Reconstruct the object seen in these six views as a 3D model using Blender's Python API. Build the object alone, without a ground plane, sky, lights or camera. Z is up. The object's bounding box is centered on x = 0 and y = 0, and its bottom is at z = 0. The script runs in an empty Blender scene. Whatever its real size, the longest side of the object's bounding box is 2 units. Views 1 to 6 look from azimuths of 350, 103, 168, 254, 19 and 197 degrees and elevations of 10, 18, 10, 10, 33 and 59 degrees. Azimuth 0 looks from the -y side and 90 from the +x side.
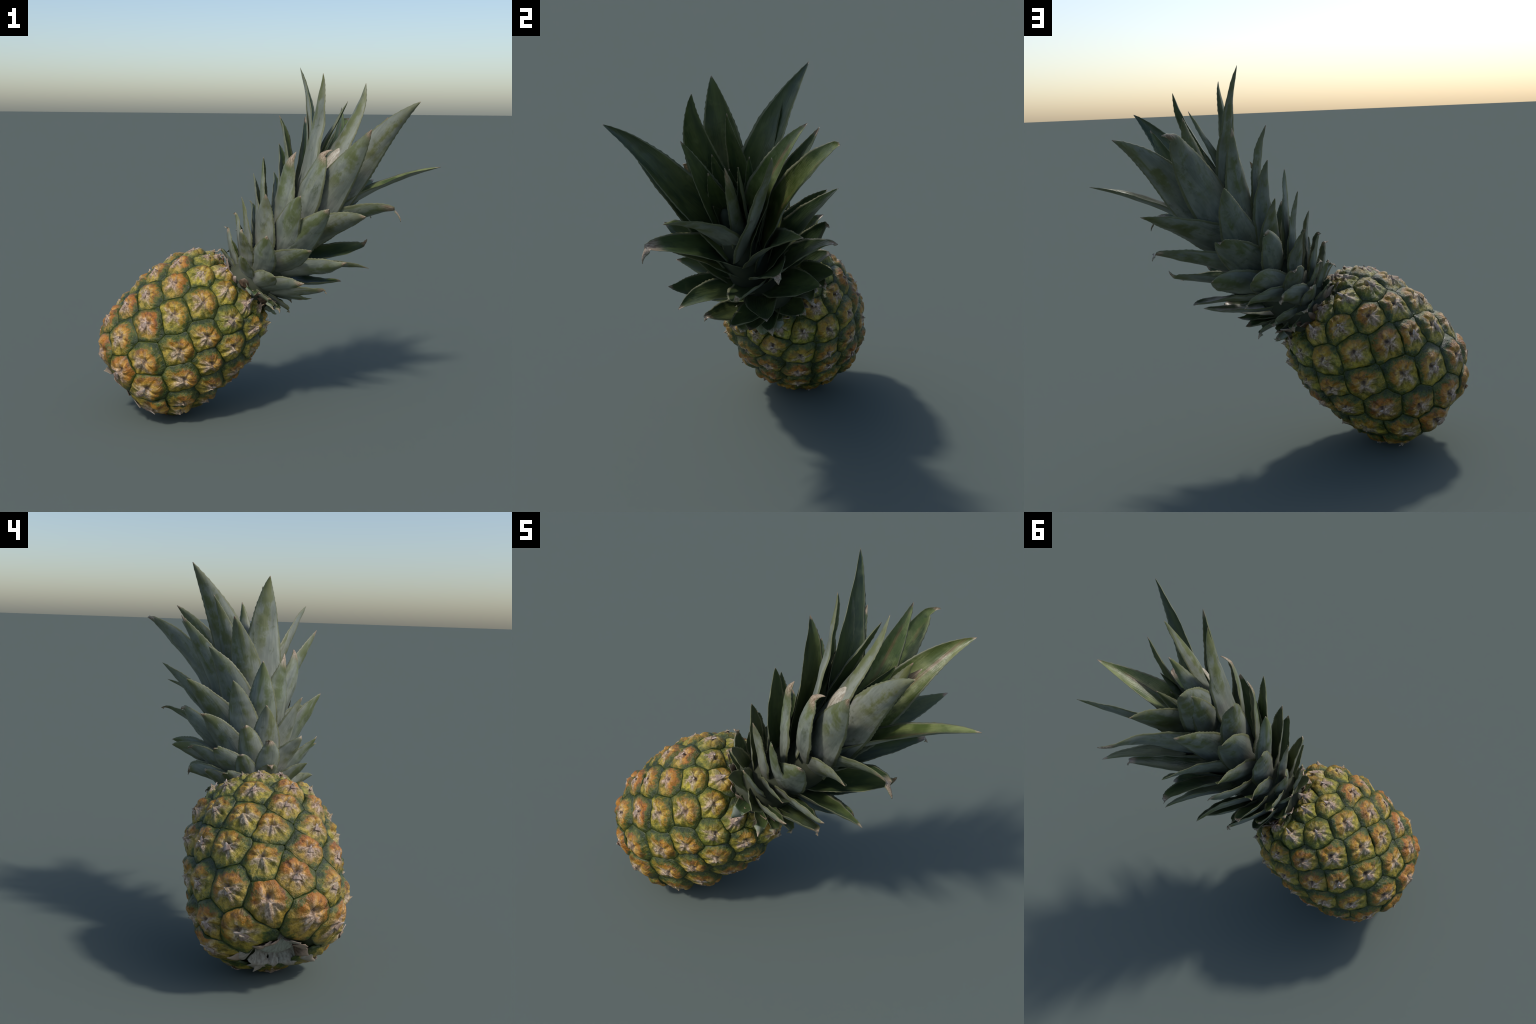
"""A ripe pineapple lying tilted on its base: a barrel fruit of spirally packed
eyes, each with a papery bract, and a crown of stiff, channelled, spiny leaves."""
import bpy, math
import numpy as np
from mathutils import Vector, Matrix

rng = np.random.default_rng(11)
GOLDEN = 137.508


def unit(v):
    v = np.asarray(v, float)
    return v / np.linalg.norm(v)


def sstep(a, b, x):
    t = np.clip((x - a) / (b - a), 0, 1)
    return t * t * (3 - 2 * t)


# ------------------------------------------------------------------ materials
class Nodes:
    """Small helper that strings shader nodes together."""

    def __init__(self, name):
        self.mat = bpy.data.materials.new(name)
        self.mat.use_nodes = True
        self.t = self.mat.node_tree
        self.bsdf = self.t.nodes["Principled BSDF"]
        self.out = self.t.nodes["Material Output"]

    def new(self, kind, **kw):
        n = self.t.nodes.new(kind)
        for k, v in kw.items():
            setattr(n, k, v)
        return n

    def link(self, a, b):
        if isinstance(a, (int, float)):
            b.default_value = a
        else:
            self.t.links.new(a, b)

    def math(self, op, a, b=0.0, c=0.0, clamp=False):
        n = self.new("ShaderNodeMath", operation=op, use_clamp=clamp)
        for i, x in enumerate((a, b, c)):
            self.link(x, n.inputs[i])
        return n.outputs[0]

    def ramp(self, x, lo, hi, a=0.0, b=1.0):
        n = self.new("ShaderNodeMapRange", interpolation_type="SMOOTHSTEP")
        self.link(x, n.inputs[0])
        for i, v in enumerate((lo, hi, a, b)):
            self.link(v, n.inputs[i + 1])
        return n.outputs[0]

    def noise(self, vec, scale, detail=3.0, rough=0.55, distort=0.0, w=None):
        n = self.new("ShaderNodeTexNoise", noise_dimensions="4D" if w is not None else "3D")
        self.link(vec, n.inputs["Vector"])
        if w is not None:
            self.link(w, n.inputs["W"])
        n.inputs["Scale"].default_value = scale
        n.inputs["Detail"].default_value = detail
        n.inputs["Roughness"].default_value = rough
        n.inputs["Distortion"].default_value = distort
        return n.outputs["Fac"]

    def mapping(self, vec, scale=(1, 1, 1), loc=(0, 0, 0)):
        n = self.new("ShaderNodeMapping")
        self.link(vec, n.inputs[0])
        n.inputs["Scale"].default_value = scale
        n.inputs["Location"].default_value = loc
        return n.outputs[0]

    def mix(self, fac, a, b):
        n = self.new("ShaderNodeMix", data_type="RGBA")
        self.link(fac, n.inputs[0])
        for x, i in ((a, 6), (b, 7)):
            if isinstance(x, tuple):
                n.inputs[i].default_value = (*x, 1)
            else:
                self.link(x, n.inputs[i])
        return n.outputs[2]

    def coords(self):
        tc = self.new("ShaderNodeTexCoord")
        return tc.outputs["Object"], tc.outputs["Generated"]

    def split(self, vec):
        n = self.new("ShaderNodeSeparateXYZ")
        self.link(vec, n.inputs[0])
        return n.outputs

    def bump(self, h, strength, dist):
        n = self.new("ShaderNodeBump")
        n.inputs["Strength"].default_value = strength
        n.inputs["Distance"].default_value = dist
        self.link(h, n.inputs["Height"])
        self.link(n.outputs[0], self.bsdf.inputs["Normal"])

    def finish(self, color, rough=0.5, spec=0.4):
        if isinstance(color, tuple):
            self.bsdf.inputs["Base Color"].default_value = (*color, 1)
        else:
            self.link(color, self.bsdf.inputs["Base Color"])
        self.link(rough, self.bsdf.inputs["Roughness"])
        self.bsdf.inputs["Specular IOR Level"].default_value = spec
        return self.mat


def eye_material(name, dome, flank, star, rim):
    """Skin of one eye, in the eye's own frame: x across, y towards the crown,
    cell radius about 1.  Orange cheeks on the crown side, pinkish corky rays
    from the middle down the base side, olive-yellow flanks, green rim."""
    m = Nodes(name)
    obj, _ = m.coords()
    rnd = m.new("ShaderNodeObjectInfo").outputs["Random"]
    w = m.math("MULTIPLY", rnd, 37.0)
    w2 = m.math("ADD", w, 9.0)
    warp = m.noise(obj, 2.6, 4, 0.6, w=w)
    warp2 = m.noise(obj, 2.6, 4, 0.6, w=w2)
    x0, y0, z0 = m.split(obj)
    x = m.math("ADD", x0, m.math("MULTIPLY_ADD", warp, 0.8, -0.4))
    y = m.math("ADD", y0, m.math("MULTIPLY_ADD", warp2, 0.8, -0.4))
    r = m.math("SQRT", m.math("ADD", m.math("MULTIPLY", x, x), m.math("MULTIPLY", y, y)))
    r0 = m.math("SQRT", m.math("ADD", m.math("MULTIPLY", x0, x0), m.math("MULTIPLY", y0, y0)))
    fine = m.noise(obj, 9.0, 5, 0.65, w=w)
    blotch = m.noise(obj, 3.2, 4, 0.6, w=m.math("ADD", w, 3.0))
    # fibres that run out from the middle of the eye
    ang = m.math("ARCTAN2", y0, x0)
    comb = m.new("ShaderNodeCombineXYZ")
    m.link(m.math("MULTIPLY", ang, 1.9), comb.inputs[0])
    m.link(m.math("MULTIPLY", r0, 1.6), comb.inputs[1])
    m.link(w, comb.inputs[2])
    ray = m.noise(comb.outputs[0], 1.6, 4, 0.6)
    up = m.ramp(y0, -0.30, 0.15)                       # 1 on the crown side, 0 on the base side
    # base side: yellow-olive flanks
    col = m.mix(m.ramp(m.math("ADD", blotch, m.math("MULTIPLY_ADD", ray, 0.6, -0.3)), 0.34, 0.62), flank[0], flank[1])
    # orange-brown cheeks towards the crown, golden at their inner foot
    rc = m.math("ADD", r, m.math("MULTIPLY_ADD", fine, 0.4, -0.2))
    dm = m.math("MULTIPLY", m.ramp(y, -0.26, 0.10), m.ramp(r, 0.86, 0.62))
    dcol = m.mix(m.ramp(rc, 0.24, 0.52), dome[0], dome[1])
    dcol = m.mix(m.math("MULTIPLY", m.ramp(m.math("ADD", blotch, m.math("MULTIPLY", r, 0.30)), 0.62, 0.78), 0.8), dcol, dome[2])
    dcol = m.mix(m.math("MULTIPLY", m.ramp(blotch, 0.42, 0.28), 0.55), dcol, flank[1])
    col = m.mix(m.math("MULTIPLY", dm, 0.95), col, dcol)
    # pinkish cork: a small star above, broad arms down to the base-side corners
    arms = m.math("COSINE", m.math("MULTIPLY_ADD", m.math("ARCTAN2", y, x), 5.0, 7.85))
    reach = m.math("MULTIPLY_ADD", arms, 0.16, m.math("MULTIPLY_ADD", up, -0.25, 0.42))
    reach = m.math("ADD", reach, m.math("MULTIPLY_ADD", ray, 0.5, -0.25))
    sm = m.ramp(m.math("SUBTRACT", r, reach), 0.22, -0.26)
    scol = m.mix(m.ramp(m.math("ADD", ray, m.math("MULTIPLY_ADD", fine, 0.5, -0.25)), 0.34, 0.64), star[0], star[1])
    scol = m.mix(m.math("MULTIPLY", m.ramp(fine, 0.5, 0.70), 0.6), scol, star[2])
    col = m.mix(m.math("MULTIPLY", sm, m.ramp(blotch, 0.25, 0.55, 0.6, 0.95)), col, scol)
    hub = m.ramp(m.math("ADD", r, m.math("MULTIPLY", y0, 0.35)), 0.40, 0.12)
    col = m.mix(m.math("MULTIPLY", hub, m.ramp(fine, 0.38, 0.66, 0.10, 0.65)), col, star[2])
    # green rind: a broad arc on the crown side, a thin line on the base side
    rt = m.math("ADD", m.math("MULTIPLY_ADD", up, 0.19, r0), m.math("MULTIPLY_ADD", fine, 0.8, -0.40))
    rt = m.math("ADD", rt, m.math("MULTIPLY_ADD", warp, 0.9, -0.45))
    col = m.mix(m.ramp(rt, 0.72, 0.94), col, rim[0])
    col = m.mix(m.ramp(rt, 0.90, 1.10), col, rim[1])
    # freckles, dried specks and the pit in the middle
    speck = m.noise(obj, 13.0, 4, 0.7, w=m.math("ADD", w, 5.0))
    col = m.mix(m.math("MULTIPLY", m.ramp(speck, 0.60, 0.72), 0.65), col, (0.050, 0.032, 0.018))
    col = m.mix(m.math("MULTIPLY", m.ramp(speck, 0.36, 0.27), 0.45), col, (0.480, 0.400, 0.230))
    pit = m.ramp(m.math("SQRT", m.math("ADD", m.math("MULTIPLY", x0, x0), m.math("POWER", m.math("ADD", y0, -0.06), 2.0))), 0.16, 0.02)
    col = m.mix(m.math("MULTIPLY", pit, m.ramp(fine, 0.35, 0.6, 0.35, 0.95)), col, (0.040, 0.026, 0.024))
    hsv = m.new("ShaderNodeHueSaturation")
    m.link(m.math("MULTIPLY_ADD", rnd, 0.020, 0.493), hsv.inputs["Hue"])
    m.link(m.math("MULTIPLY_ADD", fine, 1.8, 0.08), hsv.inputs["Value"])
    m.link(col, hsv.inputs["Color"])
    m.bump(m.math("ADD", m.math("MULTIPLY", fine, 1.2), m.math("MULTIPLY", ray, 1.2)), 0.7, 0.012)
    return m.finish(hsv.outputs[0], m.ramp(fine, 0.3, 0.7, 0.26, 0.48), 0.6)


def groove_material():
    m = Nodes("green_rind")
    obj, _ = m.coords()
    rnd = m.math("MULTIPLY", m.new("ShaderNodeObjectInfo").outputs["Random"], 31.0)
    n = m.noise(obj, 4.0, 4, 0.6, w=rnd)
    col = m.mix(m.ramp(n, 0.35, 0.68), (0.016, 0.028, 0.006), (0.070, 0.086, 0.012))
    m.bump(n, 0.4, 0.004)
    return m.finish(col, 0.5)


def flesh_material():
    m = Nodes("dark_rind")
    obj, _ = m.coords()
    n = m.noise(obj, 26.0, 4)
    return m.finish(m.mix(n, (0.020, 0.034, 0.010), (0.055, 0.060, 0.020)), 0.6)


def paper_material(name, dark, pale, tip):
    """Dry papery bract, corky at the root and bleached towards its point."""
    m = Nodes(name)
    obj, gen = m.coords()
    rnd = m.math("MULTIPLY", m.new("ShaderNodeObjectInfo").outputs["Random"], 31.0)
    g = m.split(gen)
    s = m.noise(m.mapping(obj, (4.0, 1.0, 4.0)), 22.0, 4, 0.6, w=rnd)
    col = m.mix(m.ramp(s, 0.3, 0.7), dark, pale)
    col = m.mix(m.ramp(m.math("ADD", g[1], m.math("MULTIPLY", s, 0.3)), 0.55, 1.05), col, tip)
    m.bump(s, 0.5, 0.004)
    return m.finish(col, 0.65, 0.3)


def leaf_material(name, side, dry, lush=False, dead=((0.190, 0.125, 0.075), (0.400, 0.320, 0.225))):  # yellow green
    """side 'outer': silvery bloom over green; side 'inner': glossy deep green.
    `dry` is the share of the length that has withered to brown at the point."""
    m = Nodes(name)
    obj, gen = m.coords()
    rnd = m.new("ShaderNodeObjectInfo").outputs["Random"]
    w = m.math("MULTIPLY", rnd, 29.0)
    g = m.split(gen)
    u = g[1]
    long = m.mapping(obj, (7.0, 1.3, 7.0))
    fibre = m.noise(m.mapping(obj, (30.0, 1.5, 30.0)), 6.0, 3, 0.6, w=w)
    patch = m.noise(long, 2.4, 4, 0.62, 0.6, w=w)
    cloud = m.noise(obj, 11.0, 4, 0.6, w=w)
    speck = m.noise(obj, 60.0, 3, 0.6, w=w)
    if side == "outer":
        col = m.mix(m.ramp(patch, 0.30, 0.70), (0.148, 0.168, 0.136), (0.310, 0.328, 0.268))
        col = m.mix(m.math("MULTIPLY", m.ramp(cloud, 0.5, 0.72), 0.45), col, (0.215, 0.190, 0.185))
        green = m.math("MULTIPLY", m.ramp(m.math("ADD", patch, m.math("MULTIPLY", u, 0.30)), 0.68, 0.86), m.ramp(u, 0.25, 0.62))
        zone = m.math("MULTIPLY", m.ramp(m.math("ABSOLUTE", m.math("ADD", g[0], -0.5)), 0.36, 0.12), m.math("MULTIPLY", m.ramp(u, 0.38, 0.62), m.ramp(u, 1.0, 0.84)))
        zone = m.math("MULTIPLY", zone, m.ramp(m.math("ADD", m.math("MULTIPLY", cloud, 0.5), m.math("MULTIPLY", patch, 0.5)), 0.44, 0.56))
        green = m.math("MAXIMUM", green, zone)
        col = m.mix(m.math("MULTIPLY", green, 0.80), col, (0.092, 0.112, 0.020))
        col = m.mix(m.math("MULTIPLY", m.ramp(u, 0.80, 0.97), 0.55), col, (0.115, 0.125, 0.035))
        rough, spec, amp = m.ramp(patch, 0.3, 0.7, 0.42, 0.6), 0.35, 0.25
        v = m.math("MULTIPLY_ADD", fibre, 0.36, 0.82)
    else:
        col = m.mix(m.ramp(patch, 0.32, 0.68), (0.030, 0.052, 0.020), (0.078, 0.105, 0.032))
        col = m.mix(m.math("MULTIPLY", m.ramp(cloud, 0.56, 0.74), 0.5), col, (0.150, 0.175, 0.070))
        if lush:                                        # brighter, yellower green blades, with a rusty brown midrib streak
            col = m.mix(0.75, col, m.mix(m.ramp(cloud, 0.40, 0.66), (0.070, 0.105, 0.018), (0.190, 0.225, 0.075)))
            mid = m.math("MULTIPLY", m.ramp(m.math("ABSOLUTE", m.math("ADD", g[0], -0.5)), 0.06, 0.01), m.ramp(patch, 0.4, 0.6))
            col = m.mix(m.math("MULTIPLY", mid, 0.6), col, (0.200, 0.110, 0.050))
        rough, spec, amp = 0.36, 0.5, 0.5
        v = m.math("MULTIPLY_ADD", fibre, 0.4, 0.8)
    blot = m.noise(m.mapping(obj, (1.6, 1.0, 1.6)), 16.0, 5, 0.7, 0.4, w=m.math("ADD", w, 4.0))
    col = m.mix(m.math("MULTIPLY", m.ramp(blot, 0.55, 0.70), 0.55), col, (0.070, 0.085, 0.030) if side == "outer" else (0.022, 0.034, 0.014))
    spot = m.math("MULTIPLY", m.ramp(speck, 0.68, 0.76), 0.5)
    col = m.mix(spot, col, (0.075, 0.070, 0.045))
    hsv = m.new("ShaderNodeHueSaturation")
    m.link(v, hsv.inputs["Value"])
    m.link(m.math("MULTIPLY_ADD", rnd, 0.03, 0.485), hsv.inputs["Hue"])
    m.link(col, hsv.inputs["Color"])
    edge = m.math("ADD", u, m.math("MULTIPLY_ADD", cloud, 0.10, -0.05))
    dcol = m.mix(m.ramp(fibre, 0.35, 0.65), dead[0], dead[1])
    col = m.mix(m.ramp(edge, 1.0 - dry, 1.0 - 0.35 * dry), hsv.outputs[0], dcol)
    m.bump(m.math("ADD", m.math("MULTIPLY", fibre, 0.6), cloud), amp, 0.006)
    return m.finish(col, rough, spec)


# ----------------------------------------------------------------- fruit body
BASE = np.array([-0.800, 0.104, 0.169])          # pole where the stalk was cut
NECK = np.array([-0.1196, 0.0474, 0.8074])       # pole where the crown sits
LENGTH = np.linalg.norm(NECK - BASE)
AXIS = (NECK - BASE) / LENGTH
F1 = unit(np.cross(AXIS, [0, 1, 0]))
F2 = np.cross(AXIS, F1)
BARREL = (0.9487, -0.0862, 0.1921, -0.0315, 0.0206, -0.0040)


def barrel_radius(t):
    t = np.clip(t, 0, 1)
    return np.sqrt(t * (1 - t)) * np.polynomial.chebyshev.chebval(2 * t - 1, BARREL)


TT = 0.5 - 0.5 * np.cos(np.linspace(0, math.pi, 1601))
RT = barrel_radius(TT)
ZT = TT * LENGTH
ARC = np.r_[0, np.cumsum(np.hypot(np.diff(ZT), np.diff(RT)))]
SKIN_DROP = 0.010                                # groove bottoms under the silhouette


def body_point(s, phi):
    """Point and outward normal of the barrel at meridian length s, azimuth phi (radians)."""
    s, phi = np.asarray(s, float), np.asarray(phi, float)
    z, r = np.interp(s, ARC, ZT), np.interp(s, ARC, RT)
    e = 0.006
    dz = np.interp(s + e, ARC, ZT) - np.interp(s - e, ARC, ZT)
    dr = np.interp(s + e, ARC, RT) - np.interp(s - e, ARC, RT)
    k = np.hypot(dz, dr) + 1e-9
    rad = np.cos(phi)[..., None] * F1 + np.sin(phi)[..., None] * F2
    n = (dz / k)[..., None] * rad - (dr / k)[..., None] * AXIS
    return BASE + z[..., None] * AXIS + r[..., None] * rad, n


PZ, PR = ZT[::4], RT[::4]


def to_body(Q):
    """Nearest meridian length and azimuth for free points Q."""
    q = Q - BASE
    z = q @ AXIS
    a, b = q @ F1, q @ F2
    rho = np.hypot(a, b)
    d = (z[..., None] - PZ) ** 2 + (rho[..., None] - PR) ** 2
    i = d.argmin(-1)
    i0, i1 = np.clip(i - 1, 0, len(PZ) - 1), np.clip(i + 1, 0, len(PZ) - 1)
    tz, tr = PZ[i1] - PZ[i0], PR[i1] - PR[i0]
    k = ((z - PZ[i0]) * tz + (rho - PR[i0]) * tr) / (tz * tz + tr * tr)
    s = ARC[::4][i0] + np.clip(k, 0, 1) * (ARC[::4][i1] - ARC[::4][i0])
    return s, np.arctan2(b, a)


# The eyes follow the golden spiral; a few sit a little off it (mm along, degrees round).
EYE_NUDGE = {20: (-42, 0), 22: (0, -11), 25: (25, 0), 27: (13, -8), 32: (19, -13), 36: (-57, 8), 38: (28, 5), 39: (-33, 11), 41: (-31, 6), 43: (-15, 6), 44: (-32, 3), 45: (-21, 7), 46: (16, 1), 47: (24, 6), 48: (-38, 4), 49: (-11, -1), 51: (24, 3), 52: (13, 2), 53: (-9, 5), 54: (23, -3), 56: (13, 2), 59: (24, -3), 60: (40, -1), 61: (-8, 4), 62: (15, -4), 65: (18, -4), 68: (18, -6), 71: (-12, 1), 73: (8, -7), 74: (-9, 1), 76: (-3, -7), 79: (-13, -4), 81: (8, -6), 83: (-13, 0), 84: (-17, -4), 85: (-23, 2), 86: (-11, -2), 89: (24, -5), 91: (-15, 1), 93: (-13, 2), 101: (-3, 8), 104: (17, -3)}
FIRST, LAST = 20, 106
ABORTED = {28, 29, 30, 31, 33, 35, 40}     # the spiral loses eyes where the base closes
EYES = []
for n in range(FIRST, LAST + 1):
    if n in ABORTED:
        continue
    x = (n - 65) / 40
    ds, dp = EYE_NUDGE.get(n, (0, 0))
    phi = math.radians(-175.24 - GOLDEN * n + 3.544 - 5.152 * x - 11.986 * x * x + dp)
    s = 0.7658 + 0.497 * x + 0.0139 * x * x - 0.0508 * x ** 3
    s += 0.0101 * math.cos(phi) - 0.0196 * math.sin(phi) + ds / 1000
    if n < 22:
        s -= 0.003 * (22 - n)
    EYES.append((n, s, phi))
ES = np.array([e[1] for e in EYES])
EP = np.array([e[2] for e in EYES])
EYE_P, EYE_N = body_point(ES, EP)
S_LOW, S_HIGH = 0.128, 1.285


def new_object(name, verts, faces, mats, slots=None, parent=None, frame=None, smooth=True):
    """Mesh object from world-space verts; `frame` is its own 4x4 placement."""
    M = frame if frame is not None else np.eye(4)
    verts = np.array(verts, float)
    low = verts[:, 2] < 0.004                 # the fruit rests on the ground: press flat what would sink into it
    verts[low, 2] = 0.004 - 0.15 * (0.004 - verts[low, 2])
    V = np.c_[verts, np.ones(len(verts))] @ np.linalg.inv(M).T
    me = bpy.data.meshes.new(name)
    me.from_pydata(V[:, :3].tolist(), [], faces)
    for mt in mats:
        me.materials.append(mt)
    if slots is not None:
        me.polygons.foreach_set("material_index", np.asarray(slots, np.int32))
    me.polygons.foreach_set("use_smooth", np.full(len(me.polygons), smooth))
    me.update()
    ob = bpy.data.objects.new(name, me)
    bpy.context.scene.collection.objects.link(ob)
    ob.parent = parent
    ob.matrix_basis = Matrix(M.tolist())
    return ob


def frame_of(origin, x, y, z, scale=(1, 1, 1)):
    M = np.eye(4)
    M[:3, 0], M[:3, 1], M[:3, 2], M[:3, 3] = x * scale[0], y * scale[1], z * scale[2], origin
    return M


def value_noise(P, scale, seed):
    """Cheap smooth 3D noise: a few random plane waves."""
    g = np.random.default_rng(seed)
    out = np.zeros(P.shape[:-1])
    for k in range(7):
        d = unit(g.normal(size=3)) * scale * g.uniform(0.6, 1.8)
        out += np.sin(P @ d + g.uniform(0, 6.28))
    return out / 3.5


root = bpy.data.objects.new("pineapple", None)
bpy.context.scene.collection.objects.link(root)
root.location = (-0.55, 0.1, 0)
root["label"] = "tilted whole pineapple with orange-green eyes and spiky grey-green crown"
root["category"] = "pineapple fruit"
ROOT_SHIFT = np.array(root.location)


def parent_keep(ob, parent):
    ob.parent = parent
    ob.matrix_parent_inverse = Matrix.Translation(-Vector(ROOT_SHIFT))


MAT_GROOVE = groove_material()
MAT_FLESH = flesh_material()
RIM = ((0.080, 0.096, 0.009), (0.020, 0.034, 0.005))
STAR = ((0.215, 0.125, 0.078), (0.465, 0.330, 0.240), (0.650, 0.490, 0.375))  # cork tones lightened and warmed to carry the sun's highlights on the eyes
MAT_EYES = [
    eye_material("eye_skin_ripe", ((0.620, 0.340, 0.070), (0.390, 0.140, 0.008), (0.105, 0.034, 0.012)), ((0.150, 0.112, 0.010), (0.430, 0.275, 0.034)), STAR, RIM),
    eye_material("eye_skin_golden", ((0.630, 0.370, 0.070), (0.405, 0.160, 0.009), (0.125, 0.046, 0.012)), ((0.155, 0.128, 0.010), (0.435, 0.300, 0.034)), STAR, RIM),
    eye_material("eye_skin_yellow", ((0.610, 0.400, 0.070), (0.385, 0.190, 0.010), (0.145, 0.074, 0.012)), ((0.150, 0.138, 0.010), (0.435, 0.330, 0.036)), STAR, RIM),
    eye_material("eye_skin_green", ((0.480, 0.350, 0.065), (0.260, 0.175, 0.010), (0.100, 0.085, 0.010)), ((0.118, 0.130, 0.010), (0.370, 0.312, 0.036)), STAR, RIM),
]
MAT_PAPER = paper_material("dry_bract", (0.200, 0.130, 0.095), (0.400, 0.300, 0.240), (0.480, 0.385, 0.320))
MAT_HUSK = paper_material("bleached_husk", (0.170, 0.140, 0.110), (0.360, 0.340, 0.285), (0.330, 0.270, 0.210))
MAT_BROWN = paper_material("withered_bract", (0.075, 0.046, 0.030), (0.210, 0.135, 0.090), (0.330, 0.240, 0.175))

# core of the fruit: a plain barrel just under the eyes, dished round the stalk scar
NR, NS = 96, 90
rows = np.linspace(0.0, ARC[-1], NS)
verts, faces = [], []
for i, s in enumerate(rows):
    for j in range(NR):
        verts.append((s, 2 * math.pi * j / NR))
verts = np.array(verts)
P, Nn = body_point(verts[:, 0], verts[:, 1])
dish = 0.065 * np.exp(-(verts[:, 0] / 0.125) ** 4)
P = P - Nn * 0.028 + dish[:, None] * AXIS
for i in range(NS - 1):
    for j in range(NR):
        a, b = i * NR + j, i * NR + (j + 1) % NR
        faces.append((a, b, b + NR, a + NR))
faces.append(tuple(range(NR - 1, -1, -1)))
faces.append(tuple(range((NS - 1) * NR, NS * NR)))
fruit = new_object("fruit", P, faces, [MAT_FLESH])
parent_keep(fruit, root)


# ---------------------------------------------------------------------- eyes
DIRS, RINGS = 72, 22


def warp(Q):
    """Wandering of the seams between eyes, the same seen from either side."""
    return Q + 0.010 * np.stack([value_noise(Q, 24, k) + 0.32 * value_noise(Q, 85, k + 10) for k in (5, 6, 7)], -1)



def build_eye(k):
    n, s, phi = EYES[k]
    P0, z = EYE_P[k], EYE_N[k]
    up, _ = body_point(s + 0.01, phi)
    dn, _ = body_point(s - 0.01, phi)
    y = unit(up - dn)
    y = unit(y - (y @ z) * z)
    x = np.cross(y, z)
    th = np.arange(DIRS) * 2 * math.pi / DIRS
    D = np.cos(th)[:, None] * x + np.sin(th)[:, None] * y
    lo, hi = np.zeros(DIRS), np.full(DIRS, 0.20)
    for _ in range(16):                       # walk out to the border with the nearest neighbour
        mid = (lo + hi) / 2
        sq, pq = to_body(P0 + mid[:, None] * D)
        Q, _n = body_point(sq, pq)
        Q = warp(Q)
        d2 = ((Q[:, None] - EYE_P[None]) ** 2).sum(-1)
        own = d2[:, k].copy()
        d2[:, k] = 9
        inside = (own < d2.min(1)) & (sq > S_LOW) & (sq < S_HIGH)
        lo, hi = np.where(inside, mid, lo), np.where(inside, hi, mid)
    R = lo
    sx = max(0.02, 0.5 * (np.abs(R * np.cos(th)).max() + np.sqrt((R * R * np.cos(th) ** 2).mean() * 2)))
    sy = max(0.02, 0.5 * (np.abs(R * np.sin(th)).max() + np.sqrt((R * R * np.sin(th) ** 2).mean() * 2)))
    size = math.sqrt(sx * sy)
    g = np.random.default_rng(900 + n)
    # ring radii: dense at the rim so the groove wall is crisp
    f = np.linspace(0, 1, RINGS) ** 0.85
    rho = f[:, None] * R[None]
    Q0 = P0 + rho[..., None] * D[None]
    sq, pq = to_body(Q0.reshape(-1, 3))
    Q, N = body_point(sq, pq)
    X = (rho * np.cos(th)).ravel() / sx
    Y = (rho * np.sin(th)).ravel() / sy
    F = np.repeat(f, DIRS)
    topness = sstep(0.85, 1.2, s)             # towards the crown the eyes get more beaked
    # pillow with a soft groove round it, cut sharper on the crown side
    H = 0.010 * (1 - F ** g.uniform(1.8, 2.8)) - 0.0035 * sstep(0.84, 1.0, F)
    ang0 = np.arctan2(Y, X)
    rc0 = np.hypot(X, Y)
    # swollen collar of two or three cheeks round the crown side of the middle
    upper = sstep(-0.35, 0.15, Y)
    H += 0.009 * upper * sstep(0.12, 0.32, rc0) * sstep(0.86, 0.62, rc0 + 0.10 * value_noise(Q, 30, 20 + n))
    cheeks = int(g.integers(2, 4))
    spread = g.uniform(0.55, 0.75)
    for c in range(cheeks):
        a = math.pi / 2 + spread * (c - (cheeks - 1) / 2) * (2.2 if cheeks == 2 else 1.6) + g.normal() * 0.12
        rc = g.uniform(0.38, 0.50)
        dx, dy = X - rc * math.cos(a), Y - rc * math.sin(a)
        H += g.uniform(0.006, 0.013) * np.exp(-(dx * dx + dy * dy) / g.uniform(0.045, 0.075))
    # the bract: keels from the base-side corners that meet in a lip over the middle
    lip = g.uniform(0.009, 0.016) * (1 + 0.4 * topness)
    front = 0.02 + 0.10 * topness - 0.30 * np.abs(X)
    lower = sstep(front + 0.05, front - 0.05, Y)
    for a, amp in ((-math.pi / 2, 1.0), (-0.35, 0.7), (math.pi + 0.35, 0.7)):
        da = np.angle(np.exp(1j * (ang0 - a - 0.12 * g.normal())))
        off = rc0 * np.sin(np.clip(np.abs(da), 0, 1.5))
        H += lip * amp * np.exp(-(off / (0.10 + 0.16 * rc0)) ** 2) * (np.abs(da) < 1.5) * sstep(1.0, 0.05, rc0) * lower
    H -= 0.014 * np.exp(-((X / 0.15) ** 2 + ((Y - front - 0.08) / 0.11) ** 2))
    # folds running out from the middle
    ang = np.arctan2(Y, X)
    rr = np.hypot(X, Y)
    star = np.cos(5 * (ang - math.pi / 2) + 2.0 * value_noise(Q, 20, 50 + n))
    H -= 0.0075 * sstep(0.35, 1.0, star) * np.exp(-((rr - 0.42) / 0.25) ** 2)
    H += 0.0030 * np.sin(ang * g.integers(9, 14) + g.uniform(0, 6) + 2 * rr) * np.exp(-((rr - 0.55) / 0.3) ** 2) * sstep(0.3, -0.3, Y)
    H += 0.0042 * value_noise(Q, 45, 40 + n) * (1 - F ** 6) + 0.0024 * value_noise(Q, 120, 80 + n) * (1 - F ** 8)
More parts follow.
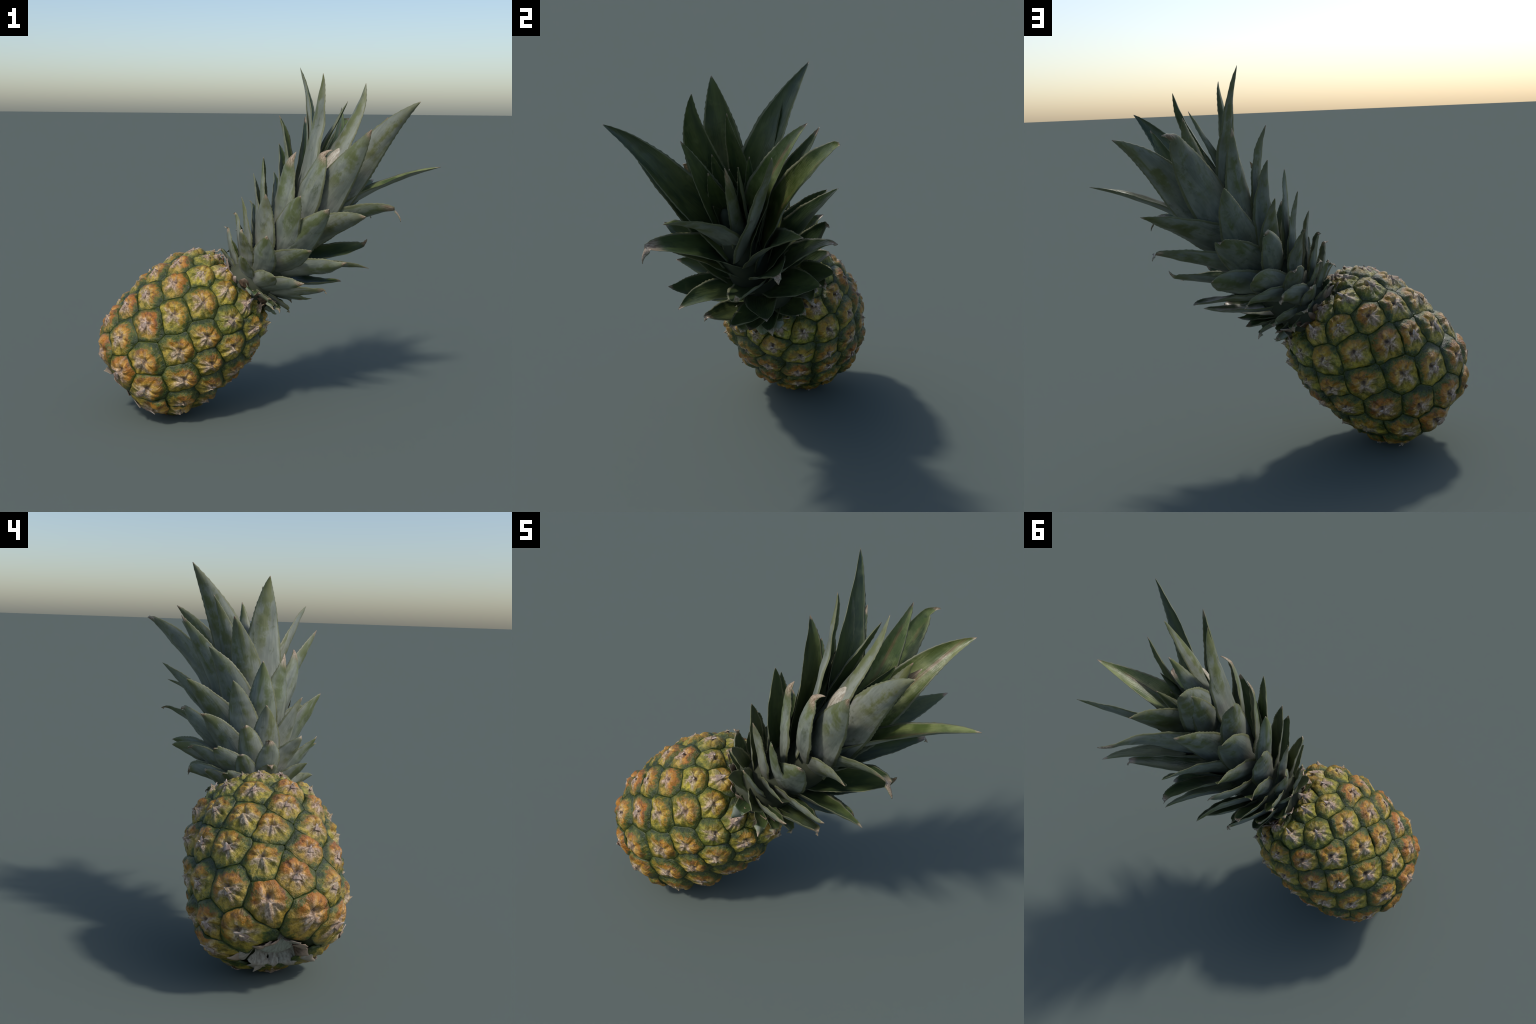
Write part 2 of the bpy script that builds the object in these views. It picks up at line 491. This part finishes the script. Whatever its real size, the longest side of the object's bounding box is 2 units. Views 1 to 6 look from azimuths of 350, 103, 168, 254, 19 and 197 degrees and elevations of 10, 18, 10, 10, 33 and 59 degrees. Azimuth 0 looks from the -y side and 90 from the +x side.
    H -= SKIN_DROP + 0.002 + 0.012 * sstep(1.15, 1.27, sq) + (0.006 * np.cos(pq) - 0.006) * sstep(0.42, 0.16, sq)      # the cut end is a little askew
    edge_fade = 1.0 if size > 0.06 else size / 0.06
    V = Q + N * (H * edge_fade + (1 - edge_fade) * -0.004)[:, None]
    faces, slots = [], []
    for i in range(RINGS - 1):
        for j in range(DIRS):
            a, b = i * DIRS + j, i * DIRS + (j + 1) % DIRS
            faces.append((a, a + DIRS, b + DIRS, b) if i else (j, j + DIRS, (j + 1) % DIRS + DIRS))
            slots.append(1 if i >= RINGS - 2 else 0)
    # a skirt that carries the rind down into the core, so that eyes have depth
    base = (RINGS - 1) * DIRS
    skirt = V[base:base + DIRS] - N[base:base + DIRS] * 0.012
    V = np.vstack([V, skirt])
    for j in range(DIRS):
        a, b = base + j, base + (j + 1) % DIRS
        faces.append((a, a + DIRS, b + DIRS, b))
        slots.append(1)
    # merge the centre ring to one vertex
    faces = [tuple(0 if v < DIRS else v - DIRS + 1 for v in fc) for fc in faces]
    V = np.vstack([V[:1], V[DIRS:]])
    k_mat = float(np.interp(s, [0.3, 0.62, 0.9, 1.12, 1.25], [0.1, 0.5, 1.4, 2.5, 3.0])) + g.normal() * 0.45
    mat = MAT_EYES[int(np.clip(round(k_mat), 0, 3))]
    ob = new_object("fruitlet", V, faces, [mat, MAT_GROOVE], slots,
                    frame=frame_of(P0, x, y, z, (sx, sy, size)))
    parent_keep(ob, fruit_link)
    ob.matrix_parent_inverse = Matrix.Identity(4)
    return P0, x, y, z, sx, sy, size, front


fruit_link = fruit
fruit.matrix_parent_inverse = Matrix.Translation(-Vector(ROOT_SHIFT))
EYE_FRAMES = [build_eye(k) for k in range(len(EYES))]


def scale_blade(path, widths, normal, thick, curl, n_side=6):
    """Thin solid scale swept along `path`; closed front and back skins."""
    path = np.asarray(path)
    T = np.gradient(path, axis=0)
    T /= np.linalg.norm(T, axis=1)[:, None]
    vs = np.linspace(-1, 1, 2 * n_side + 1)
    top, bot = [], []
    for p, t, w in zip(path, T, widths):
        side = unit(np.cross(t, normal))
        nn = np.cross(side, t)
        row = p + vs[:, None] * w * side - (curl * w * vs ** 2)[:, None] * nn
        th = thick * (1 - 0.7 * vs ** 2)
        top.append(row + nn * th[:, None] / 2)
        bot.append(row - nn * th[:, None] / 2)
    m = len(vs)
    V = np.vstack([np.vstack(top), np.vstack(bot)])
    L = len(path)
    o = L * m
    F = []
    for i in range(L - 1):
        for j in range(m - 1):
            a = i * m + j
            F.append((a, a + 1, a + m + 1, a + m))
            F.append((o + a, o + a + m, o + a + m + 1, o + a + 1))
        F.append((i * m, i * m + m, o + i * m + m, o + i * m))
        a = i * m + m - 1
        F.append((a, o + a, o + a + m, a + m))
    for j in range(m - 1):
        F.append((j, o + j, o + j + 1, j + 1))
        a = (L - 1) * m + j
        F.append((a, a + 1, o + a + 1, o + a))
    return V, F


# papery bract points standing over the middle of the eyes
for k, (P0, x, y, z, sx, sy, size, front) in enumerate(EYE_FRAMES):
    n, s, phi = EYES[k]
    g = np.random.default_rng(4000 + n)
    topness = float(sstep(0.92, 1.2, s))
    lowness = float(sstep(0.55, 0.32, s))
    if g.random() > 0.42 + 0.5 * max(topness, 0.6 * lowness) or size < 0.03:
        continue
    long = size * g.uniform(0.24, 0.42) * (1 + 0.7 * topness + 0.3 * lowness)
    lift = g.uniform(0.05, 0.22) + 0.20 * topness + 0.20 * lowness * g.random()
    u = np.linspace(0, 1, 10)
    start = P0 - y * sy * 0.30 + z * (0.018 - SKIN_DROP + 0.002)
    path = start + y * (long * u)[:, None] + z * (long * (lift * u ** 1.8))[:, None] + x * (long * g.normal() * 0.18 * u ** 2)[:, None]
    wd = size * g.uniform(0.13, 0.2) * (1 - u ** 1.3) ** 0.8 + 0.0012
    V, F = scale_blade(path, wd, z, 0.004, 0.25)
    ob = new_object("bract", V, F, [MAT_PAPER], frame=frame_of(start, x, y, z))
    ob.parent = fruit

# ------------------------------------------------- cut stalk and husk at the base
stalk_c = BASE + AXIS * 0.050 + F1 * 0.014 + F2 * 0.006
ring = np.arange(40) * 2 * math.pi / 40
prof = [(0.086, 0.05), (0.088, 0.012), (0.082, -0.004), (0.066, -0.010), (0.030, -0.012), (0.0, -0.012)]
verts, faces = [], []
for i, (r, d) in enumerate(prof[:-1]):
    wob = 1 + 0.07 * np.sin(2 * ring + 0.6) + 0.03 * np.sin(5 * ring)
    for j, a in enumerate(ring):
        verts.append(stalk_c + AXIS * d + F1 * math.cos(a) * r * wob[j] * 0.82 + F2 * math.sin(a) * r * wob[j])
verts.append(stalk_c + AXIS * prof[-1][1])
for i in range(len(prof) - 2):
    for j in range(40):
        a, b = i * 40 + j, i * 40 + (j + 1) % 40
        faces.append((a, a + 40, b + 40, b))
o = (len(prof) - 2) * 40
for j in range(40):
    faces.append((o + j, len(verts) - 1, o + (j + 1) % 40))
m = Nodes("cut_stalk")
obj, _ = m.coords()
grain = m.noise(m.mapping(obj, (1, 6, 1)), 20, 5, 0.65)
MAT_STALK = m.finish(m.mix(m.ramp(grain, 0.3, 0.7), (0.270, 0.270, 0.225), (0.420, 0.420, 0.365)), 0.75, 0.25)
stalk = new_object("cut_stalk", np.array(verts), faces, [MAT_STALK], frame=frame_of(stalk_c, F1, F2, AXIS))
stalk.parent = fruit

# ragged husk scraps lying on the rind round the scar:
# (azimuth round the axis, length, half width, lift of the free end)
HUSKS = [(-14, 0.05, 0.045, 0.00), (20, 0.09, 0.046, 0.05), (62, 0.07, 0.055, 0.00), (90, 0.08, 0.050, 0.00), (110, 0.15, 0.058, 0.03),
         (138, 0.10, 0.058, 0.00), (164, 0.09, 0.055, 0.00), (190, 0.09, 0.034, 0.03), (216, 0.09, 0.056, 0.00), (240, 0.14, 0.058, 0.02),
         (262, 0.13, 0.046, 0.01), (298, 0.06, 0.050, 0.00), (330, 0.05, 0.045, 0.00)]
for az, ln, hw, lift in HUSKS:
    g = np.random.default_rng(90 + int(az))
    a = math.radians(az)
    u = np.linspace(0, 1, 16)
    Q, N = body_point(0.085 + ln * u, a + 0.25 * g.normal() * u)
    path = Q + N * (-0.012 + 0.016 * u + lift * u ** 2.2 * 0.6)[:, None] + AXIS * (0.055 * (1 - sstep(0, 0.5, u)))[:, None]
    wd = hw * (0.70 + 0.5 * np.sin(u * 2.6)) * (1 - u ** 3.2) ** 0.9 * (0.8 + 0.25 * np.sin(u * 17 + az)) * 0.9 + 0.0015
    V, F = scale_blade(path, wd, N[8], 0.005, g.uniform(-0.2, 0.5))
    V = V + 0.005 * value_noise(V, 50, int(az) + 60)[:, None] * N[8]
    yy = unit(path[-1] - path[0])
    xx = unit(np.cross(yy, N[8]))
    ob = new_object("husk_bract", V, F, [MAT_HUSK if ln > 0.085 and g.random() < 0.8 else MAT_BROWN], frame=frame_of(path[0], xx, yy, np.cross(xx, yy)))
    ob.parent = fruit

# ---------------------------------------------------------------------- crown
CROWN0 = np.array([-0.120, 0.047, 0.807])
CD = unit([0.62, -0.06, 0.78])
C1 = unit(np.cross(CD, [0, 1, 0]))
C2 = np.cross(CD, C1)


def stem_radius(h):
    return np.interp(h, [-0.08, 0.0, 0.08, 0.25, 0.45, 0.62, 0.70], [0.170, 0.165, 0.155, 0.140, 0.118, 0.085, 0.060])


def stem_centre(h):
    """The crown's stem sags a little to the lower side, away from the straight axis."""
    k = np.interp(h, [-0.1, 0.0, 0.25, 0.47, 0.75], [0.035, 0.045, 0.085, 0.115, 0.110])
    return CROWN0 + CD * h + np.array([0.70, -0.55, -0.50]) * k


hs = np.linspace(-0.10, 0.78, 30)
ring = np.arange(48) * 2 * math.pi / 48
verts = np.array([stem_centre(h) + stem_radius(h) * 0.95 * min(1.0, math.sqrt(max(0.0, (0.785 - h) / 0.16))) * (math.cos(a) * C1 + math.sin(a) * C2) for h in hs for a in ring])
faces = [(i * 48 + j, i * 48 + (j + 1) % 48, (i + 1) * 48 + (j + 1) % 48, (i + 1) * 48 + j) for i in range(29) for j in range(48)]
faces += [tuple(range(47, -1, -1)), tuple(range(29 * 48, 30 * 48))]
m = Nodes("crown_stem")
obj, _ = m.coords()
MAT_STEM = m.finish(m.mix(m.noise(obj, 20, 4), (0.030, 0.040, 0.022), (0.075, 0.080, 0.050)), 0.7)
crown = new_object("crown", verts, faces, [MAT_STEM], frame=frame_of(CROWN0, C1, C2, CD))
parent_keep(crown, root)
CROWN_INV = np.linalg.inv(np.array(crown.matrix_basis))

DRY = (0.025, 0.07, 0.15)
MAT_LEAF = [[leaf_material(f"leaf_{side}_{word}", side, d) for side in ("outer", "inner")]
            for d, word in zip(DRY, ("fresh", "browned", "withered"))]
CREAM = ((0.330, 0.285, 0.215), (0.560, 0.520, 0.430))
MAT_LEAF.append([leaf_material(f"leaf_{side}_bleached", side, 0.62, dead=CREAM) for side in ("outer", "inner")])
MAT_YELLOW_GREEN = leaf_material("leaf_inner_lush", "inner", 0.03, lush=True)  # leaf inner yellow green
m = Nodes("leaf_margin")
obj, gen = m.coords()
MAT_MARGIN = m.finish(m.mix(m.noise(obj, 40, 3), (0.095, 0.108, 0.050), (0.205, 0.208, 0.120)), 0.5)

# The leaves, lowest first: where each one ends, and where it strays from the rule
# (root on the stem, knee = middle control of its curve, via = bend before a hooked
# point, w width factor, dry = amount of withering 0-2).
LEAVES = [
    ((0.061, 0.003, 0.580), dict(dry=1, w=1.2)),
    ((-0.136, -0.271, 0.769), dict(dry=1, w=0.75)),
    ((-0.006, -0.242, 0.682), dict(dry=2, w=0.85)),
    ((0.133, -0.103, 0.617), dict(dry=1, w=1.2)),
    ((-0.279, -0.005, 0.953), dict(via=(-0.265, -0.002, 0.972), dry=1)),
    ((-0.033, 0.291, 0.810), dict(dry=1)),
    ((-0.181, 0.223, 0.927), dict(dry=1)),
    ((0.124, 0.251, 0.729), dict(via=(0.12, 0.235, 0.745), dry=1, w=1.2)),
    ((0.217, -0.027, 0.662), dict(dry=2, w=1.2)),
    ((-0.173, -0.233, 0.965), dict()),
    ((-0.063, 0.306, 0.922), dict(dry=1)),
    ((-0.202, 0.145, 1.029), dict(dry=1)),
    ((-0.013, -0.323, 0.870), dict()),
    ((-0.242, 0.003, 1.100), dict(root=(-0.17, 0.00, 0.86), knee=(-0.20, -0.02, 0.98), via=(-0.222, 0.0, 1.09), dry=2)),
    ((0.103, 0.353, 0.862), dict(root=(-0.08, 0.14, 0.82), knee=(-0.02, 0.23, 0.91), via=(0.1, 0.345, 0.885), dry=1)),
    ((-0.116, 0.263, 1.061), dict(root=(-0.10, 0.01, 0.88), knee=(-0.10, 0.17, 0.92), dry=1)),
    ((0.150, -0.295, 0.816), dict(root=(-0.05, -0.08, 0.74), knee=(0.03, -0.23, 0.81), dry=2)),
    ((-0.184, -0.201, 1.111), dict(root=(-0.13, -0.05, 0.85), knee=(-0.14, -0.11, 1.00), dry=1)),
    ((0.300, -0.235, 0.745), dict(root=(-0.01, -0.06, 0.71), knee=(0.16, -0.12, 0.73), via=(0.282, -0.225, 0.765), dry=2)),
    ((-0.164, 0.121, 1.176), dict(root=(-0.13, 0.05, 0.88), knee=(-0.11, 0.05, 1.04), dry=1)),
    ((0.038, 0.374, 1.041), dict(root=(-0.02, 0.10, 0.84), knee=(0.01, 0.22, 0.96), dry=1)),
    ((0.282, 0.301, 0.859), dict(root=(-0.00, 0.11, 0.84), knee=(0.12, 0.25, 0.91), dry=1)),
    ((-0.062, -0.322, 1.086), dict(root=(-0.07, -0.10, 0.82), knee=(-0.05, -0.21, 0.96), dry=1)),
    ((0.435, -0.066, 0.784), dict(root=(0.04, 0.02, 0.77), knee=(0.26, 0.02, 0.76), dry=1)),
    ((-0.143, -0.006, 1.268), dict(root=(-0.11, -0.02, 0.90), knee=(-0.09, -0.03, 1.08))),
    ((-0.031, 0.309, 1.211), dict(root=(-0.05, 0.09, 0.90), knee=(-0.02, 0.16, 1.10), dry=1)),
    ((0.161, -0.395, 1.014), dict(root=(-0.04, -0.09, 0.84), knee=(0.08, -0.25, 0.95), dry=1)),
    ((0.249, 0.415, 1.008), dict(root=(-0.01, 0.11, 0.86), knee=(0.17, 0.25, 0.98))),
    ((0.502, 0.131, 0.847), dict(root=(0.05, 0.04, 0.82), knee=(0.27, 0.05, 0.84), via=(0.48, 0.122, 0.85), dry=1)),
    ((0.352, -0.385, 0.934), dict(dry=1)),
    ((-0.047, -0.234, 1.303), dict(root=(-0.07, -0.07, 0.90), knee=(-0.06, -0.15, 1.10), dry=1)),
    ((0.179, 0.383, 1.210), dict(root=(0.05, 0.06, 0.95), knee=(0.11, 0.26, 1.07), via=(0.155, 0.365, 1.215), dry=1)),
    ((0.437, 0.381, 1.008), dict(root=(0.06, 0.07, 0.86), knee=(0.31, 0.20, 0.97))),
    ((0.510, -0.279, 0.902), dict(root=(0.09, -0.01, 0.81), knee=(0.28, -0.19, 0.91), dry=1)),
    ((-0.050, 0.153, 1.387), dict(root=(-0.06, 0.04, 0.94), knee=(-0.01, 0.06, 1.17))),
    ((0.104, -0.395, 1.309), dict(root=(0.03, -0.11, 0.90), knee=(0.04, -0.25, 1.14))),
    ((0.116, 0.366, 1.383), dict(root=(0.04, 0.01, 0.98), knee=(0.11, 0.16, 1.18))),
    ((-0.025, -0.016, 1.490), dict()),
    ((0.606, 0.016, 1.011), dict(root=(0.07, 0.01, 0.87), knee=(0.31, -0.02, 0.91), via=(0.58, 0.018, 0.97), dry=1)),
    ((0.258, -0.429, 1.252), dict(root=(0.05, -0.12, 0.86), knee=(0.14, -0.29, 1.06), dry=1)),
    ((0.412, 0.447, 1.219), dict(root=(0.10, 0.04, 0.91), knee=(0.28, 0.21, 1.12), dry=1)),
    ((0.461, -0.438, 1.203), dict(root=(0.17, -0.03, 0.91), knee=(0.28, -0.21, 1.14), dry=1)),
    ((0.104, -0.186, 1.523), dict(root=(0.04, -0.05, 0.98), knee=(0.04, -0.13, 1.27), dry=2)),
    ((0.117, 0.249, 1.556), dict(root=(0.04, 0.03, 0.99), knee=(0.15, 0.06, 1.31))),
    ((0.695, 0.234, 1.104), dict(root=(0.09, 0.06, 0.93), knee=(0.37, 0.14, 1.06), via=(0.675, 0.228, 1.132), dry=1)),
    ((0.366, 0.455, 1.450), dict(root=(0.12, 0.02, 0.97), knee=(0.29, 0.17, 1.22))),
    ((0.657, -0.392, 1.164), dict(root=(0.12, -0.05, 0.96), knee=(0.42, -0.15, 1.18), via=(0.625, -0.37, 1.225), dry=2)),
    ((0.093, 0.119, 1.720), dict(root=(0.04, -0.04, 1.05), knee=(0.19, 0.03, 1.42))),
    ((0.301, -0.290, 1.540), dict(root=(0.13, -0.05, 1.03), knee=(0.16, -0.28, 1.32), via=(0.24, -0.285, 1.52), dry=2)),
    ((0.745, 0.358, 1.331), dict(root=(0.14, 0.02, 1.01), knee=(0.46, 0.10, 1.22))),
    ((0.296, 0.372, 1.716), dict(root=(0.14, 0.05, 1.02), knee=(0.28, 0.12, 1.40), dry=1)),
    ((0.266, 0.193, 1.833), dict(root=(0.23, -0.01, 1.10), knee=(0.29, 0.06, 1.47), w=0.8)),
    ((0.447, -0.489, 1.656), dict(root=(0.22, -0.11, 1.01), knee=(0.31, -0.28, 1.39), dry=1)),
    ((0.650, 0.014, 1.598), dict(w=0.8, dry=2)),
    ((0.525, 0.347, 1.770), dict(root=(0.27, -0.02, 1.08), knee=(0.43, 0.04, 1.47), lush=1)),
    ((0.454, -0.019, 1.802), dict(root=(0.09, -0.01, 1.07), knee=(0.26, -0.01, 1.44), w=0.8)),
    ((0.636, 0.498, 1.698), dict(root=(0.22, 0.05, 1.05), knee=(0.47, 0.17, 1.45), via=(0.573, 0.467, 1.681), dry=1, lush=1)),
    ((0.256, 0.316, 1.998), dict(root=(0.24, -0.04, 1.12), knee=(0.33, 0.05, 1.57), w=1.15)),
    ((0.280, -0.131, 1.947), dict(root=(0.09, -0.13, 1.17), knee=(0.28, -0.06, 1.64), w=1.05)),
    ((0.964, -0.167, 1.442), dict(root=(0.27, -0.09, 1.04), knee=(0.55, -0.08, 1.33), lush=1, w=1.0)),
    ((0.639, -0.179, 1.714), dict(root=(0.22, -0.07, 1.02), knee=(0.44, -0.07, 1.39), w=0.8)),
    ((0.514, -0.156, 1.896), dict(root=(0.08, -0.10, 1.27), knee=(0.46, -0.22, 1.57), w=0.8)),
    ((0.844, 0.258, 1.684), dict(root=(0.35, -0.02, 1.10), knee=(0.53, 0.17, 1.51), lush=1, w=0.9)),
    ((0.701, -0.496, 1.796), dict(root=(0.33, -0.10, 1.11), knee=(0.42, -0.28, 1.54), w=0.95)),
    # young leaves that close the heart
    ((0.450, -0.100, 1.620), dict(w=0.75)),
    ((0.530, 0.040, 1.580), dict(w=0.75)),
    ((0.400, 0.060, 1.600), dict(w=0.62)),
    ((0.390, -0.040, 1.540), dict(w=0.75)),
    ((0.560, -0.090, 1.560), dict(w=0.75)),
    ((0.490, -0.030, 1.500), dict(w=0.75)),
    ((0.450, -0.020, 1.420), dict(w=0.9)),
    ((0.410, -0.100, 1.410), dict(w=0.9)),
    ((0.480, -0.100, 1.390), dict(w=0.9)),
    ((0.400, 0.020, 1.430), dict(w=0.9)),
    # short folded leaf with a bleached, crumpled end beside them
    ((0.375, -0.190, 1.565), dict(root=(0.20, -0.10, 1.19), knee=(0.27, -0.17, 1.41), w=0.95, dry=3)),
    # withering skirt under the neck
    ((0.085, 0.070, 0.600), dict(w=1.2, dry=2)),
    ((0.020, 0.190, 0.690), dict(w=1.2, dry=1)),
    ((0.060, -0.170, 0.640), dict(dry=2, w=0.85)),
    ((0.180, 0.080, 0.650), dict(w=1.1, dry=2)),
    ((0.230, -0.120, 0.690), dict(w=1.1, dry=1)),
]
NU, NV = 72, 9          # stations along a leaf, half the stations across


def build_leaf(idx, tip, opt):
    g = np.random.default_rng(200 + idx)
    tip = np.array(tip)
    via = np.array(opt.get("via", tip))
    h = (via - CROWN0) @ CD
    q = via - stem_centre(min(h, 0.5))
    az = math.atan2(q @ C2, q @ C1)
    reach = math.hypot(q @ C1, q @ C2)
    rad = math.cos(az) * C1 + math.sin(az) * C2
    wid = np.cross(CD, rad)
    hb = float(np.interp(h, [-0.08, 0.1, 0.2, 0.45, 0.6, 0.75, 0.95, 1.15, 1.35], [-0.06, -0.035, 0.0, 0.10, 0.15, 0.20, 0.28, 0.38, 0.46]))
    root_p = stem_centre(hb) + rad * stem_radius(hb) * 0.74
    if reach < 0.25:
        root_p = stem_centre(hb - 0.03) + rad * 0.03
    root_p = np.array(opt["root"]) if "root" in opt else root_p + (0.03, -0.02, 0.01)
    h_root = (root_p - CROWN0) @ CD
    tuck = 0.42 * (stem_centre(h_root - 0.05) - root_p)                 # run the sheath into the stem
    root_p = root_p + tuck
    chord = via - root_p
    L = np.linalg.norm(chord)
    knee = np.array(opt["knee"]) if "knee" in opt else (root_p + via) / 2 + rad * 0.03 * L + CD * 0.02
    knee = knee - 0.40 * tuck
    upper = max(0.0, math.cos(az - math.radians(300)))      # the upper side arches outwards, as do the collar leaves
    lift = (0.032 * upper + 0.020 * (0.12 < h < 0.35) - 0.012 * max(0.0, -math.cos(az - math.radians(340))) * (h > 0.6)) * (reach > 0.25)
    knee = knee + rad * lift
    root_p = root_p + rad * lift * 0.8
    chord = via - root_p
    mid = 0.25 * root_p + 0.5 * knee + 0.25 * via
    q = mid - stem_centre(np.clip((mid - CROWN0) @ CD, -0.05, 0.6))
    if reach > 0.25:
        q = unit(q - (q @ CD) * CD) + 0.8 * rad          # which way the back of the leaf looks
    rad = unit(q - (q @ CD) * CD)
    wid = np.cross(CD, rad)
    hook = "via" in opt
    u = np.linspace(0, 1, NU)
    uk = 0.90 if hook else 1.0
    s = np.clip(u / uk, 0, 1)[:, None]
    path = (1 - s) ** 2 * root_p + 2 * (1 - s) * s * knee + s * s * via
    t1 = unit(via - knee)
    beta = math.atan2(chord @ rad, chord @ CD)
    if hook:
        k = np.clip((u - uk) / (1 - uk), 0, 1)[:, None]
        reach_t = np.linalg.norm(tip - via)
        path = path + (t1 * reach_t * 0.5) * (k * (1 - k) * 1.2) + (tip - via) * k
    elif opt.get("dry", 0):
        path = path + (rad * g.normal() * 0.4 + CD * g.uniform(-1, 0.8)) * (0.028 * np.clip((u - 0.86) / 0.14, 0, 1) ** 2)[:, None]
    # smooth the path and give it a slight sway
    sway = 0.012 * L * np.sin(u * g.uniform(2.5, 5) + g.uniform(0, 6)) * u * (1 - u) * 4
    path = path + sway[:, None] * wid
    T = np.gradient(path, axis=0)
    T /= np.linalg.norm(T, axis=1)[:, None]
    half = 0.5 * np.clip(0.075 + 0.22 * L, 0.125, 0.225) * opt.get("w", 1.0) * g.uniform(0.95, 1.06)
    slim = float(np.clip((L - 0.5) / 0.3, 0, 1))            # long blades taper from lower down
    start, power = 0.30 - 0.08 * slim, 1.80 - 0.15 * slim
    shape = (0.78 + 0.22 * np.sin(np.clip(u / 0.45, 0, 1) * math.pi / 2)) * (1 - np.clip((u - start) / (1 - start), 0, 1) ** power) ** 0.95
    if hook:
        shape = np.where(u > 0.86, shape * (1 - 0.35 * sstep(0.86, 0.95, u)), shape)
    W = half * shape + 0.0018
    fold = np.interp(u, [0, 0.3, 0.7, 1.0], [0.78 - 0.22 * slim, 0.62 - 0.10 * slim, 0.55, 0.75]) * g.uniform(0.85, 1.15)
    twist = g.normal() * 0.22 * u ** 1.3
    vs = np.linspace(-1, 1, 2 * NV + 1)
    rows_out, rows_in = [], []
    tooth_pitch = max(3, int(0.022 / (L / NU)))
    phase = g.integers(0, tooth_pitch, 2)
    for i in range(NU):
        t = T[i]
        side = unit(wid - (wid @ t) * t)
        out = np.cross(t, side)
        if out @ rad < 0 and beta < 1.9:
            out = -out
        c, sn = math.cos(twist[i]), math.sin(twist[i])
        side, out = c * side + sn * out, c * out - sn * side
        w = np.full(len(vs), W[i])
        if 3 < i < NU - 3:
            for e, ph in ((0, phase[0]), (-1, phase[1])):
                if (i + ph) % tooth_pitch == 0:
                    w[e] += 0.0010 + 0.0022 * g.random()
        th = fold[i]
        ripple = 0.035 * (math.sin(i * 0.21 + idx) + 0.6 * math.sin(i * 0.47 + 2 * idx)) * np.abs(vs) ** 3 * np.sign(vs + 0.3)
        xo = w * np.sin(th * vs) / th
        zo = -w * (1 - np.cos(th * vs)) / th * 1.25 + w * ripple
        row = path[i] + xo[:, None] * side + zo[:, None] * out
        thick = (0.011 * (1 - 0.62 * u[i])) * (1 - 0.80 * np.abs(vs) ** 2.2) * min(1.0, 0.35 + W[i] / 0.03)
        fleshy = 0.014 * max(0.0, 1 - u[i] / 0.45) * (1 - np.abs(vs) ** 2)     # the base is thick on its inner side
        rows_out.append(row + out * (thick / 2)[:, None])
        rows_in.append(row - out * (thick / 2 + fleshy)[:, None])
    m = len(vs)
    A = np.vstack(rows_out)
    Bv = np.vstack(rows_in)
    soft = 0.0022 * value_noise(A, 26, 300 + idx) + 0.0008 * value_noise(A, 90, 400 + idx)
    bump_dir = np.repeat(np.cross(T, np.broadcast_to(wid, T.shape)), m, axis=0)
    A = A + bump_dir * soft[:, None]
    Bv = Bv + bump_dir * soft[:, None]
    V = np.vstack([A, Bv])
    o = NU * m
    F, S = [], []
    for i in range(NU - 1):
        for j in range(m - 1):
            a = i * m + j
            edge = j in (0, m - 2)
            F.append((a, a + 1, a + m + 1, a + m))
            S.append(2 if edge else 0)
            F.append((o + a, o + a + m, o + a + m + 1, o + a + 1))
            S.append(2 if edge else 1)
        a = i * m
        F.append((a, a + m, o + a + m, o + a))
        b = a + m - 1
        F.append((b, o + b, o + b + m, b + m))
        S += [2, 2]
    for j in range(m - 1):
        F.append((j, o + j, o + j + 1, j + 1))
        a = (NU - 1) * m + j
        F.append((a, a + 1, o + a + 1, o + a))
        S += [0, 0]
    y = unit(path[-1] - path[0])
    x = unit(wid - (wid @ y) * y)
    z = np.cross(x, y)
    mats = MAT_LEAF[opt.get("dry", 0)] + [MAT_MARGIN]
    if "lush" in opt:
        mats[1] = MAT_YELLOW_GREEN
    ob = new_object("leaf", V, F, mats, S, frame=frame_of(root_p, x, y, z))
    ob.parent = crown
    ob.matrix_parent_inverse = Matrix(CROWN_INV.tolist())


for i, (tip, opt) in enumerate(LEAVES):
    build_leaf(i, tip, opt)

# small withered bracts crowded where the crown leaves the fruit
for i in range(24):
    g = np.random.default_rng(7000 + i)
    a = i * math.radians(GOLDEN)
    rad = math.cos(a) * C1 + math.sin(a) * C2
    h0 = g.uniform(-0.075, -0.035)
    ln = g.uniform(0.045, 0.095)
    u = np.linspace(0, 1, 12)
    ang = g.uniform(0.3, 0.8) + g.uniform(0.1, 0.8) * u
    d = CD * np.cos(ang)[:, None] + rad * np.sin(ang)[:, None] + np.cross(CD, rad) * (g.normal() * 0.25 * u)[:, None]
    path = stem_centre(h0) + rad * g.uniform(0.150, 0.178) + np.cumsum(d * ln / 12, axis=0)
    wd = g.uniform(0.018, 0.032) * (1 - u ** 1.7) ** 0.85 + 0.001
    V, F = scale_blade(path, wd, rad, 0.004, 0.45)
    yy = unit(path[-1] - path[0])
    xx = unit(np.cross(yy, rad))
    ob = new_object("withered_bract", V, F, [MAT_BROWN if g.random() < 0.7 else MAT_PAPER], frame=frame_of(path[0], xx, yy, np.cross(xx, yy)))
    ob.parent = crown
    ob.matrix_parent_inverse = Matrix(CROWN_INV.tolist())
